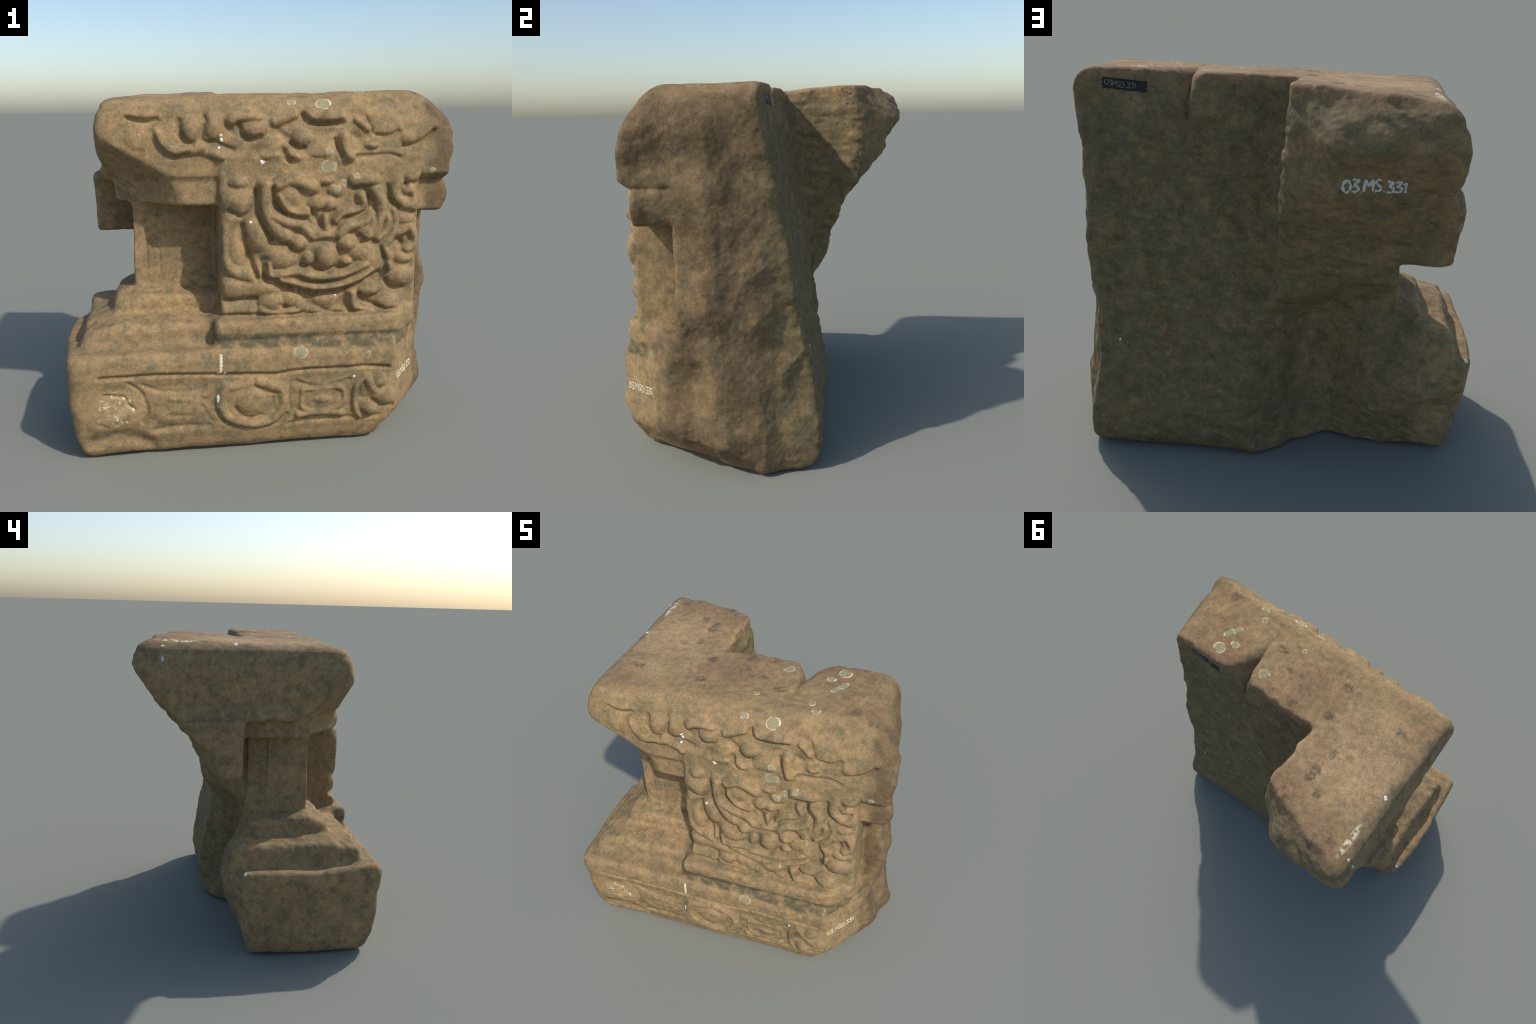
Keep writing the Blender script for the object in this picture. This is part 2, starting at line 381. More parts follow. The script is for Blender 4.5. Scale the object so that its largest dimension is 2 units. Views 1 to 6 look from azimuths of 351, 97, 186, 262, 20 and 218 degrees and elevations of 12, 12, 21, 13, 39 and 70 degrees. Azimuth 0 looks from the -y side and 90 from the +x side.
# --------------------------------------------------------------- the whole stone
CORNICE_FRONT = [(1.30, -0.45), (1.35, -0.49), (1.39, -0.535), (1.45, -0.536), (1.60, -0.533), (1.68, -0.520), (1.74, -0.490), (1.80, -0.435)]
CORNICE_LEFT = [(1.30, -0.73), (1.335, -0.775), (1.37, -0.80), (1.40, -0.795), (1.43, -0.775), (1.46, -0.782), (1.50, -0.797), (1.62, -0.80), (1.69, -0.785), (1.715, -0.768), (1.74, -0.765), (1.80, -0.715)]
PLINTH_FRONT = [(0.0, -0.62), (0.05, -0.652), (0.12, -0.672), (0.25, -0.682), (0.38, -0.686), (0.43, -0.702), (0.50, -0.706), (0.56, -0.69)]
PLINTH_LEFT = [(0.0, -0.912), (0.06, -0.930), (0.12, -0.948), (0.19, -0.958), (0.30, -0.966), (0.50, -0.972), (0.60, -0.962)]
PLINTH_LEFT_BOW = [(-0.70, 0.01), (-0.60, 0.0), (-0.30, -0.034), (-0.10, -0.034), (0.15, -0.015)]
REAR = [(0.0, 0.25), (0.05, 0.285), (0.12, 0.305), (0.27, 0.296), (0.54, 0.241), (0.80, 0.192), (1.30, 0.105), (1.54, 0.062), (1.75, 0.036)]
RIDGE = [(0.0, 0.06), (0.33, 0.03), (0.70, 0.0), (0.93, -0.08), (1.20, -0.09), (1.77, -0.15)]
RIGHT_BY_HEIGHT = [(0.0, 0.86), (0.08, 0.88), (0.25, 0.875), (0.40, 0.845), (0.60, 0.82), (0.95, 0.825), (1.15, 0.835), (1.33, 0.845), (1.44, 0.83), (1.60, 0.85), (1.80, 0.855)]
RIGHT_BY_DEPTH = [(-0.65, 0.15), (-0.55, 0.14), (-0.37, 0.10), (-0.20, 0.12), (0.0, 0.055), (0.1, 0.0), (0.2, -0.025), (0.35, -0.06)]


def stone(x, y, z, fine=True):
    x, y, z = [t.astype(F) for t in (x, y, z)]
    # worn, hand-cut surface
    wob = 0.010 * noise(x, y, z, 3.2, 1) + 0.005 * noise(x, y, z, 8.0, 2)
    if fine:
        wob = wob + 0.0022 * noise(x, y, z, 21.0, 3) + 0.0010 * noise(x, y, z, 55.0, 4)
    yc = y + relief(x, z) * step(-0.40, -0.47, y)

    # plinth and step
    d = smax(smax(curve(z, PLINTH_FRONT) - yc, curve(z, PLINTH_LEFT) + curve(y, PLINTH_LEFT_BOW) * (0.6 * step(0.30, 0.50, z) + 0.4) + 0.007 * step(-0.53, -0.50, y) * step(0.06, 0.03, y) * step(0.09, 0.12, z) * step(0.43, 0.40, z) + 0.012 * step(0.30, 0.22, z) * step(-0.15, 0.08, y) - x, 0.05), z - (0.555 + 0.06 * np.clip(-y - 0.62, -0.3, 0)), 0.035)
    worn = 0.8 * wob + 0.006 * noise(x, y, z, 6.0, 6)
    left_step = box(x, y, z, -0.895, 0.5, -0.582, 0.6, 0.3, 0.80, 0.03)
    left_step = smax(left_step, z - 0.684 + 0.15 * np.clip(-0.42 - y, 0, 1) + 0.15 * np.clip(-0.73 - x, 0, 1), 0.045) + worn
    d = smin(d, left_step, 0.055)
    right_step = box(x, yc, z, -0.25, 1.2, -0.670 + 0.010 * np.exp(-((z - 0.58) / 0.02) ** 2), 0.6, 0.3, 0.688, 0.035) + 0.3 * worn
    d = smin(d, right_step, 0.045)
    base_cut = plane(x, y, z, (0.695, -0.672, 0.36), (0.77, -0.64, 0.03))
    d = smax(d, base_cut, 0.03)
    # pilaster foot, shaft and niche walls
    foot = box(x, y, z, -0.735, 0.5, -0.415, 0.6, 0.5, 0.95, 0.03)
    foot = smax(foot, z - 0.798 + 0.33 * np.clip(-0.30 - y, 0, 1) + 0.33 * np.clip(-0.62 - x, 0, 1), 0.04) + worn
    d = smin(d, foot, 0.03)
    shaft = box(x, y, z, -0.632, 0.7, -0.305, -0.055, 0.7, 1.6, 0.012)
    shaft = np.minimum(shaft, box(x, y, z, -0.622, 0.7, -0.2, 0.06, 0.7, 1.6, 0.012))
    shaft = smin(shaft, box(x, y, z, -0.605, 0.7, -0.2, 0.7, 0.6, 1.7, 0.02), 0.02)
    fluting = np.exp(-((x + 0.565) / 0.008) ** 2) + np.exp(-((x + 0.50) / 0.008) ** 2)
    shaft = shaft + 0.006 * fluting * step(-0.2, -0.28, y) * step(0.84, 0.90, z) * step(1.22, 1.16, z)
    d = smin(d, shaft, 0.02)
    # neck moulding and cornice with the flared corner under it
    neck = box(x, y, z, -0.72, 0.6, -0.518, 0.6, 1.24, 1.45, 0.022)
    lip = smax(curve(z, CORNICE_FRONT) - 0.045 * np.clip(x + 0.2, 0, 1.2) * step(1.72, 1.45, z) - yc, curve(z, CORNICE_LEFT) + 0.012 * step(-0.35, 0.1, y) * step(1.44, 1.52, z) - x, 0.07)
    crown = smax(smax(lip, 1.345 - z, 0.04), z - (1.791 + 0.018 * x + 0.018 * y + 0.016 * step(0.0, 0.3, y) * step(-0.74, -0.5, x)), 0.045)
    top = smin(crown, neck, 0.02)
    slope = plane3(x, y, z, (-0.775, -0.465, 1.53), (-0.48, -0.508, 1.39), (-0.725, -0.24, 1.36), (-1, -1, -1))
    drop = plane3(x, y, z, (-0.455, -0.46, 1.3), (-0.70, -0.22, 1.3), (-0.455, -0.46, 1.0), (-1, -1, 0))
    top = smax(top, smin(slope, drop, 0.06), 0.02)
    d = smin(d, top, 0.035)
    # mask panel on the front, its torn twin on the left flank
    dome = 0.024 * step(-0.20, 0.10, x) + 0.018 * np.exp(-((x - 0.31) / 0.30) ** 2 - ((z - 1.04) / 0.30) ** 2)
    panel = box(x, yc + dome, z, -0.208, 0.815, -0.552, 0.3, 0.60, 1.50, 0.03)
    d = smin(d, panel, 0.025 + 0.030 * step(0.80, 0.72, z))
    d = smin(d, box(x, y, z, -0.850, -0.3, 0.10, 0.9, 1.02, 1.370, 0.035) + worn * 0.7, 0.035)
    # stub of the next pilaster beyond the mask
    d = smin(d, box(x, y, z, 0.5, 1.2, -0.365, 0.2, 0.3, 1.5, 0.02), 0.015)
    d = smin(d, box(x, y, z, 0.5, 1.2, -0.530, 0.2, 1.185, 1.36, 0.025), 0.015)

    # broken right end
    high = step(1.05, 1.30, z)
    right = x - (curve(z, RIGHT_BY_HEIGHT) + curve(y, RIGHT_BY_DEPTH) - 0.028 * high * np.exp(-((y + 0.14) / 0.15) ** 2)
                 - 0.055 * step(0.62, 0.45, z) * step(-0.12, -0.3, y) - 0.02 * np.exp(-((z - 0.18) / 0.12) ** 2) * step(0.15, 0.3, y)
                 - 0.035 * np.exp(-((z - 0.42) / 0.12) ** 2) * step(0.1, 0.2, y)
                 + 0.045 * np.exp(-((z - 0.80) / 0.10) ** 2) * step(-0.1, -0.25, y)
                 + 0.012 * np.exp(-((z - 1.25) / 0.06) ** 2) * step(-0.36, -0.44, y))
    d = smax(d, right + wob * 1.2 + 0.018 * np.abs(noise(x, y, z, 5.0, 11)) - 0.006, 0.04)
    d = smax(d, plane3(x, y, z, (0.845, -0.3, 1.80), (0.985, -0.5, 1.66), (0.875, 0.02, 1.765), (1, 0, 1)), 0.05)
    d = smax(d, plane(x, y, z, (0.565, -0.62, 0.02), (0.92, -0.50, -1.0)) + 1.4 * wob + 0.02 * np.abs(noise(x, y, z, 6.0, 12)) - 0.01, 0.03)
    # rear faces
    rear = y - curve(z, REAR) + 0.02 * np.exp(-((x - 0.3) / 0.3) ** 2) * step(0.95, 0.6, z)
    rear = rear - step(0.75, 1.0, z) * step(1.80, 1.6, z) * (0.026 * np.exp(-((x - 0.06) / 0.17) ** 2) + 0.03 * np.exp(-((x + 0.09) / 0.07) ** 2))
    ridge_x = curve(z, RIDGE)
    torn = y - break_depth(x, z)
    t = step(-0.035, 0.035, x - ridge_x)
    low = torn * (1 - t) + rear * t
    high = smin(rear, smax(torn * 0.78, x - ridge_x, 0.04), 0.03 + 0.15 * step(0.85, 1.1, z) * step(1.75, 1.45, z))
    t = step(0.86, 0.98, z)
    back = low * (1 - t) + high * t
    dressing = 0.0045 * noise(x + 0.6 * z, y, 2.6 * (z - 0.5 * x), 13.0, 15) * step(-0.05, 0.03, y)   # diagonal tool marks
    crag = np.where(x < ridge_x + 0.02, 1.0, 0.25)
    d = smax(d, back + dressing + wob * (0.5 + crag) + crag * (0.022 * np.abs(noise(x, y, z, 4.5, 9)) - 0.007), 0.032)
    # wedge-shaped notch in the top of the rear edge
    xc = 0.375 + 0.05 * np.clip(y, -0.2, 0.05)
    floor = np.interp(y, [-0.25, -0.19, -0.05, 0.06], [1.86, 1.80, 1.68, 1.53]).astype(F)
    xc = xc + 0.02 * noise(x, y, z, 9.0, 17)
    notch = (floor + np.where(x > xc, 1.9, 3.2) * np.abs(x - xc) - z) * 0.35
    d = smax(d, -notch, 0.045)
    # resting face
    d = smax(d, 0.003 - z + 0.3 * wob, 0.03)
    return d + wob * 0.5 + 0.002


# ---------------------------------------------------------------------- meshing
def mesh_stone(h):
    lo = np.array([-1.04, -0.78, -0.03])
    B = 6
    nb = np.ceil((np.array([1.06, 0.78, 1.86]) - lo) / (h * B)).astype(int)
    n = nb * B
    ax = [lo[i] + (np.arange(nb[i]) + 0.5) * h * B - h / 2 for i in range(3)]
    g = np.meshgrid(*ax, indexing="ij")
    coarse = stone(*[t.ravel() for t in g], fine=False).reshape(nb)
    near = np.abs(coarse) < h * B * 1.5 + 0.02
    vol = np.repeat(np.repeat(np.repeat(coarse, B, 0), B, 1), B, 2)
    blocks = np.argwhere(near)
    o = np.stack(np.meshgrid(*[np.arange(B)] * 3, indexing="ij"), -1).reshape(-1, 3)
    for s in range(0, len(blocks), 3000):
        idx = (blocks[s:s + 3000, None, :] * B + o[None]).reshape(-1, 3)
        p = lo + idx * h
        vol[idx[:, 0], idx[:, 1], idx[:, 2]] = stone(p[:, 0], p[:, 1], p[:, 2])
    inside = vol < 0
    cell_mix = np.zeros(n - 1, np.int8)
    for dx in (0, 1):
        for dy in (0, 1):
            for dz in (0, 1):
                cell_mix += inside[dx:n[0] - 1 + dx, dy:n[1] - 1 + dy, dz:n[2] - 1 + dz]
    cells = np.argwhere((cell_mix > 0) & (cell_mix < 8))
    ids = np.full(n - 1, -1, np.int32)
    ids[tuple(cells.T)] = np.arange(len(cells))
    acc, cnt = np.zeros((len(cells), 3)), np.zeros(len(cells))
    corners = [(a, b, c) for a in (0, 1) for b in (0, 1) for c in (0, 1)]
    val = {c: vol[cells[:, 0] + c[0], cells[:, 1] + c[1], cells[:, 2] + c[2]] for c in corners}
    for c in corners:
        for axis in range(3):
            if c[axis]:
                continue
            e = list(c)
            e[axis] = 1
            va, vb = val[c], val[tuple(e)]
            m = (va < 0) != (vb < 0)
            t = np.where(m, va / np.where(m, va - vb, 1), 0)
            q = np.tile(np.array(c, float), (len(cells), 1))
            q[:, axis] = t
            acc[m] += q[m]
            cnt[m] += 1
    v = lo + (cells + acc / cnt[:, None]) * h
    faces = []
    for axis in range(3):
        u, w = (axis + 1) % 3, (axis + 2) % 3
        s0, s1 = [slice(None)] * 3, [slice(None)] * 3
        s0[axis], s1[axis] = slice(0, -1), slice(1, None)
        e = np.argwhere(inside[tuple(s0)] != inside[tuple(s1)])
        e = e[(e[:, u] > 0) & (e[:, w] > 0) & (e[:, u] < n[u] - 1) & (e[:, w] < n[w] - 1)]
        flip = ~inside[e[:, 0], e[:, 1], e[:, 2]]
        quad = []
        for du, dw in ((-1, -1), (0, -1), (0, 0), (-1, 0)):
            c = e.copy()
            c[:, u] += du
            c[:, w] += dw
            quad.append(ids[c[:, 0], c[:, 1], c[:, 2]])
        quad = np.stack(quad, 1)
        quad[flip] = quad[flip][:, ::-1]
        faces.append(quad)
    faces = np.vstack(faces)
    for _ in range(2):   # pull the vertices onto the exact surface
        d0 = stone(*v.T)
        e = 0.002
        grad = np.stack([(stone(*(v + np.eye(3)[k] * e).T) - d0) / e for k in range(3)], 1)
        g2 = np.maximum((grad ** 2).sum(1), 0.25)
        v -= grad * np.clip(d0 / g2, -h, h)[:, None] * 0.9
    return v, faces


def vertex_normals(v, f):
    a = np.cross(v[f[:, 2]] - v[f[:, 0]], v[f[:, 3]] - v[f[:, 1]])
    nrm = np.zeros_like(v)
    for k in range(4):
        for c in range(3):
            nrm[:, c] += np.bincount(f[:, k], a[:, c], len(v))
    return nrm / np.maximum(np.linalg.norm(nrm, axis=1, keepdims=True), 1e-12)


V, Q = mesh_stone(CELL)
DROP = V[:, 2].min()
V[:, 2] -= DROP
NRM = vertex_normals(V, Q)

root = bpy.data.objects.new("carved_stone_block", None)
bpy.context.scene.collection.objects.link(root)
root["label"] = "weathered carved sandstone corner block with guardian mask"
root["category"] = "stone carving"


def region(c):
    """Which architectural member each face belongs to."""
    x, y, z = c.T
    r = np.full(len(c), 5)                                        # rear core
    r[(y < 0.16) & (x < -0.2)] = 3                                # pilaster
    r[(x > -0.215) & (y < -0.28) & (x < 0.97)] = 2                # mask panel
    r[(z < 0.835) & (y < 0.16) & ((x < -0.215) | (z < 0.725))] = 1  # stepped moulding
    r[z < 0.56] = 0                                               # plinth
    r[z > 1.385] = 4                                              # cornice
    r[(r == 3) & (z > 1.235)] = 4
    r[(x < -0.2) & (y > 0.12) & (z > 0.86) & (z <= 1.385)] = 5
    return r


MEMBERS = ["base_plinth", "stepped_moulding", "guardian_mask_panel", "corner_pilaster", "cornice", "broken_rear_core"]


def build_members(material):
    reg = region(V[Q].mean(1))
    for k, name in enumerate(MEMBERS):
        q = Q[reg == k]
        used, inv = np.unique(q, return_inverse=True)
        me = bpy.data.meshes.new(name)
        me.vertices.add(len(used))
        me.vertices.foreach_set("co", V[used].astype(F).ravel())
        me.loops.add(q.size)
        me.loops.foreach_set("vertex_index", inv.ravel().astype(np.int32))
        me.polygons.add(len(q))
        me.polygons.foreach_set("loop_start", np.arange(0, q.size, 4, dtype=np.int32))
        me.update(calc_edges=True)
        me.validate()
        me.polygons.foreach_set("use_smooth", [True] * len(me.polygons))
        me.normals_split_custom_set_from_vertices(NRM[used].astype(F))
        me.materials.append(material)
        o = bpy.data.objects.new(name, me)
        bpy.context.scene.collection.objects.link(o)
        o.parent = root


# ------------------------------------------------------------------- materials
class Nodes:
    """Small helper for wiring procedural materials."""

    def __init__(self, name):
        self.mat = bpy.data.materials.new(name)
        self.mat.use_nodes = True
        self.t = self.mat.node_tree
        self.t.nodes.clear()
        self.out = self.t.nodes.new("ShaderNodeOutputMaterial")
        self.bsdf = self.t.nodes.new("ShaderNodeBsdfPrincipled")
        self.t.links.new(self.bsdf.outputs[0], self.out.inputs[0])
        self.co = self.t.nodes.new("ShaderNodeTexCoord").outputs["Object"]
        self.xyz = None

    def link(self, a, b):
        if isinstance(a, (int, float)):
            b.default_value = a
        elif isinstance(a, tuple):
            b.default_value = a if len(a) == len(b.default_value) else (*a, 1.0)
        else:
            self.t.links.new(a, b)

    def noise(self, scale, detail=4.0, rough=0.6, shift=0.0, stretch=None, out="Fac"):
        n = self.t.nodes.new("ShaderNodeTexNoise")
        n.inputs["Scale"].default_value = scale
        n.inputs["Detail"].default_value = detail
        n.inputs["Roughness"].default_value = rough
        m = self.t.nodes.new("ShaderNodeMapping")
        m.inputs["Location"].default_value = (shift, shift * 0.7, shift * 1.3)
        if stretch:
            m.inputs["Rotation"].default_value = stretch[0]
            m.inputs["Scale"].default_value = stretch[1]
        self.link(self.co, m.inputs[0])
        self.link(m.outputs[0], n.inputs["Vector"])
        return n.outputs[out]

    def cells(self, scale, shift=0.0, feature="F1", warp=0.0):
        n = self.t.nodes.new("ShaderNodeTexVoronoi")
        n.feature = feature
        n.inputs["Scale"].default_value = scale
        m = self.t.nodes.new("ShaderNodeMapping")
        m.inputs["Location"].default_value = (shift, shift * 0.3, shift * 1.7)
        v = self.co
        if warp:
            a = self.t.nodes.new("ShaderNodeVectorMath")
            a.operation = "MULTIPLY_ADD"
            self.link(self.noise(30, 3, out="Color"), a.inputs[0])
            a.inputs[1].default_value = (warp,) * 3
            self.link(self.co, a.inputs[2])
            v = a.outputs[0]
        self.link(v, m.inputs[0])
        self.link(m.outputs[0], n.inputs["Vector"])
        return n.outputs["Distance"], n.outputs["Color"]

    def math(self, op, a, b=0.0, c=0.0):
        n = self.t.nodes.new("ShaderNodeMath")
        n.operation = op
        for v, s in zip((a, b, c), n.inputs):
            self.link(v, s)
        return n.outputs[0]

    def ramp(self, v, lo, hi, a=0.0, b=1.0):
        n = self.t.nodes.new("ShaderNodeMapRange")
        n.interpolation_type = "SMOOTHSTEP"
        for x, s in zip((v, lo, hi, a, b), n.inputs):
            self.link(x, s)
        return n.outputs[0]

    def axis(self, k):
        if self.xyz is None:
            n = self.t.nodes.new("ShaderNodeSeparateXYZ")
            self.link(self.co, n.inputs[0])
            self.xyz = n.outputs
        return self.xyz[k]

    def near(self, point, inner, outer, squash=(1, 1, 1)):
        s = self.t.nodes.new("ShaderNodeVectorMath")
        s.operation = "SUBTRACT"
        self.link(self.co, s.inputs[0])
        s.inputs[1].default_value = point
        q = self.t.nodes.new("ShaderNodeVectorMath")
        q.operation = "MULTIPLY"
        self.link(s.outputs[0], q.inputs[0])
        q.inputs[1].default_value = squash
        d = self.t.nodes.new("ShaderNodeVectorMath")
        d.operation = "LENGTH"
        self.link(q.outputs[0], d.inputs[0])
        return self.ramp(d.outputs["Value"], outer, inner)

    def mix(self, fac, a, b, mode="MIX"):
        n = self.t.nodes.new("ShaderNodeMix")
        n.data_type = "RGBA"
        n.blend_type = mode
        self.link(fac, n.inputs[0])
        self.link(a, n.inputs[6])
        self.link(b, n.inputs[7])
        return n.outputs[2]

    def finish(self, colour, rough=0.9, height=None, strength=0.3, distance=0.004):
        self.link(colour, self.bsdf.inputs["Base Color"])
        self.link(rough, self.bsdf.inputs["Roughness"])
        self.bsdf.inputs["Specular IOR Level"].default_value = 0.25
        if height is not None:
            b = self.t.nodes.new("ShaderNodeBump")
            b.inputs["Strength"].default_value = strength
            b.inputs["Distance"].default_value = distance
            self.link(height, b.inputs["Height"])
            self.link(b.outputs[0], self.bsdf.inputs["Normal"])
        return self.mat


def sandstone():
    n = Nodes("weathered_sandstone")
    mul = lambda a, b: n.math("MULTIPLY", a, b)
    x, y, z = n.axis(0), n.axis(1), n.axis(2)
    # body of the stone: ochre, tan and rosy brown clouds
    c = n.mix(n.ramp(n.noise(4.5, 6, 0.62), 0.38, 0.64), TAN, OCHRE)
    c = n.mix(mul(n.ramp(n.noise(9, 6, 0.65, 3.1), 0.50, 0.72), 0.5), c, ROSY)
    # rain-washed upper bed is redder
    ragged = n.math("ADD", z, mul(n.math("SUBTRACT", n.noise(7, 5, 0.6, 9.0), 0.5), 0.10))
    upper = n.ramp(ragged, 1.74, 1.79)
    c = n.mix(mul(upper, n.ramp(n.noise(2.3, 5, 0.62, 4.4), 0.40, 0.58, 0.0, 0.9)), c, UPPER)
    washed = mul(mul(n.ramp(ragged, 1.70, 1.77), n.near((-0.50, 0.05, 1.79), 0.12, 0.52)), n.ramp(n.noise(5, 5, 0.65, 14.0), 0.34, 0.60, 0.25, 0.85))
    c = n.mix(washed, c, WASHED)
    # rear: darker olive tone with a torn edge, carried in dragged tool strokes
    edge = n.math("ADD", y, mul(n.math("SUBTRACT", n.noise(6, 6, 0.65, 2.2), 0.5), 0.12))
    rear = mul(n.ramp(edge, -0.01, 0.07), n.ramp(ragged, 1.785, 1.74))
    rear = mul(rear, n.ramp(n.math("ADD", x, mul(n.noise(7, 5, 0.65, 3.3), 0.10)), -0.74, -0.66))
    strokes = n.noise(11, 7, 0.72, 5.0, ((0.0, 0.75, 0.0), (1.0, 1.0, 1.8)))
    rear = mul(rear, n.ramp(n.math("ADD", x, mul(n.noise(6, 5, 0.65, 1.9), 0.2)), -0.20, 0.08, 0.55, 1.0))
    c = n.mix(mul(rear, n.ramp(strokes, 0.32, 0.66, 0.40, 0.95)), c, OLIVE)
    c = n.mix(mul(mul(rear, n.ramp(strokes, 0.56, 0.72)), 0.55), c, OLIVE_DARK)
    # grey-green growth in patches on the carved faces
    growth = n.ramp(n.noise(12.0, 9, 0.74, 7.7), 0.44, 0.64)
    carved = mul(n.ramp(y, -0.42, -0.50), n.math("MAXIMUM", n.ramp(z, 1.72, 1.62), n.ramp(z, 0.5, 0.4)))
    hollow = n.ramp(n.t.nodes.new("ShaderNodeNewGeometry").outputs["Pointiness"], 0.52, 0.44)
    lodged = mul(mul(hollow, carved), n.ramp(n.noise(16, 6, 0.7, 19.0), 0.30, 0.58))
    growth = n.math("MAXIMUM", growth, mul(lodged, 0.8))
    c = n.mix(mul(growth, n.ramp(upper, 0.0, 1.0, 0.78, 0.30)), c, GROWTH)
    # dark damp band under the upper step of the base
    band = mul(n.ramp(n.math("ABSOLUTE", n.math("SUBTRACT", n.math("ADD", z, mul(x, 0.035)), 0.586)), 0.045, 0.026), n.ramp(x, -0.27, -0.22))
    band = mul(band, mul(n.ramp(y, -0.52, -0.56), n.ramp(n.noise(13, 6, 0.7, 1.4), 0.34, 0.56)))
    c = n.mix(mul(band, 0.85), c, DAMP)
    # brown clouds over the broken right end
    side = n.math("ADD", n.math("MULTIPLY_ADD", n.math("ADD", y, 0.5), 0.30, x), mul(n.noise(8, 5, 0.6, 6.1), 0.06))
    right = mul(n.ramp(side, 0.84, 0.91), n.math("SUBTRACT", 1.0, mul(n.ramp(edge, -0.01, 0.07), 0.9)))
    right = mul(right, n.ramp(ragged, 1.79, 1.74, 0.3, 1.0))
    c = n.mix(mul(right, n.ramp(n.noise(7, 6, 0.65, 8.3), 0.36, 0.62, 0.45, 0.85)), c, UMBER)
    # round dark lichen stains, mostly on the upper bed
    d, _ = n.cells(9.0, 1.3, warp=0.05)
    spot = mul(n.ramp(d, 0.36, 0.20), n.ramp(n.noise(3.5, 3, 0.5, 11.0), 0.42, 0.58))
    spot = mul(spot, n.ramp(n.noise(60, 4, 0.7, 2.0), 0.34, 0.56))
    c = n.mix(mul(spot, n.math("MULTIPLY_ADD", upper, 0.62, 0.12)), c, STAIN)
    # grain, pits and pale flecks
    grain = n.noise(110, 6, 0.8)
    c = n.mix(1.0, c, n.mix(n.ramp(grain, 0.30, 0.70), (0.82, 0.81, 0.79), (1.18, 1.18, 1.17)), "MULTIPLY")
    mottle = n.noise(26, 7, 0.78, 0.6)
    c = n.mix(1.0, c, n.mix(n.ramp(mottle, 0.32, 0.68), (0.76, 0.76, 0.74), (1.20, 1.19, 1.18)), "MULTIPLY")
    d, cell = n.cells(70.0, 0.4)
    pits = mul(n.ramp(d, 0.24, 0.10), n.ramp(n.noise(5, 4, 0.6, 13.0), 0.50, 0.62))
    c = n.mix(mul(pits, 0.65), c, PIT)
    # pale crust: round the left medallion and along the left upper edge
    fleck = n.ramp(n.noise(42, 6, 0.75, 21.0), 0.56, 0.60)
    crust = n.near((-0.735, -0.70, 0.27), 0.02, 0.15)
    c = n.mix(mul(crust, n.ramp(n.noise(18, 4, 0.6, 22.0), 0.38, 0.60, 0.1, 0.55)), c, PALE)
    crust = mul(fleck, n.near((-0.735, -0.70, 0.275), 0.06, 0.13))
    streak = mul(n.near((-0.683, 0.46, 1.79), 0.07, 0.145, (6.0, 1.0, 1.0)), n.ramp(n.noise(30, 5, 0.7, 17.0), 0.44, 0.50))
    c = n.mix(n.math("MAXIMUM", crust, mul(streak, 0.9)), c, CRUST)
    # faint red paint traces on the rear
    red = mul(n.near((0.44, 0.23, 0.60), 0.03, 0.11), n.ramp(n.noise(24, 4, 0.6, 31.0), 0.50, 0.62))
    c = n.mix(mul(red, 0.5), c, RED)
    h = n.math("ADD", n.math("MULTIPLY", grain, 0.5), n.math("ADD", mottle, mul(pits, -0.6)))
    return n.finish(c, 0.92, h, 0.55, 0.006)


TAN, OCHRE, ROSY = (0.282, 0.194, 0.102), (0.340, 0.229, 0.112), (0.290, 0.184, 0.104)
UPPER, UMBER = (0.244, 0.154, 0.084), (0.118, 0.082, 0.046)
OLIVE, OLIVE_DARK = (0.125, 0.100, 0.050), (0.070, 0.062, 0.034)
GROWTH, DAMP = (0.148, 0.128, 0.074), (0.085, 0.080, 0.048)
STAIN, PIT = (0.075, 0.065, 0.042), (0.06, 0.045, 0.028)
WASHED = (0.400, 0.275, 0.155)
PALE, CRUST, RED = (0.50, 0.36, 0.18), (0.72, 0.62, 0.42), (0.16, 0.05, 0.03)


def lichen(name, body, rim, rim_at=0.80):
    """Object coordinates run to about 1 at the edge of each patch."""
    n = Nodes(name)
    v = n.t.nodes.new("ShaderNodeVectorMath")
    v.operation = "LENGTH"
    n.link(n.co, v.inputs[0])
    r = n.math("ADD", v.outputs["Value"], n.math("MULTIPLY", n.math("SUBTRACT", n.noise(2.2, 3), 0.5), 0.25))
    c = n.mix(n.ramp(n.noise(5, 6, 0.7), 0.35, 0.65), body, tuple(0.75 * b for b in body))
    c = n.mix(n.ramp(r, rim_at - 0.06, rim_at + 0.04), c, rim)
    return n.finish(c, 0.95, n.noise(9, 5, 0.7), 0.4, 0.05)


def paint(name, colour, worn):
    n = Nodes(name)
    c = n.mix(n.math("MULTIPLY", n.ramp(n.noise(90, 4, 0.7), 0.48, 0.66), worn), colour, tuple(0.45 * k for k in colour))
    return n.finish(c, 0.7)


# ----------------------------------------------- things lying on the stone surface
def onto(p, rounds=6, along=None):
    """Slide points onto the stone, freely or along one direction; returns points and outward normals."""
    p = np.array(p, float)
    off = np.array([0, 0, DROP])
    for _ in range(rounds):
        q = p + off
        d0 = stone(*q.T)
        g = np.stack([(stone(*(q + np.eye(3)[k] * 0.003).T) - d0) / 0.003 for k in range(3)], 1)
        g2 = np.maximum((g ** 2).sum(1), 0.3)
        if along is None:
            p = p - g * np.clip(d0 / g2, -0.03, 0.03)[:, None] * 0.85
        else:
            p = p - np.outer(np.clip(d0 / np.maximum(g @ along, 0.35), -0.05, 0.05), along) * 0.8
    return p, g / np.maximum(np.linalg.norm(g, axis=1, keepdims=True), 1e-9)


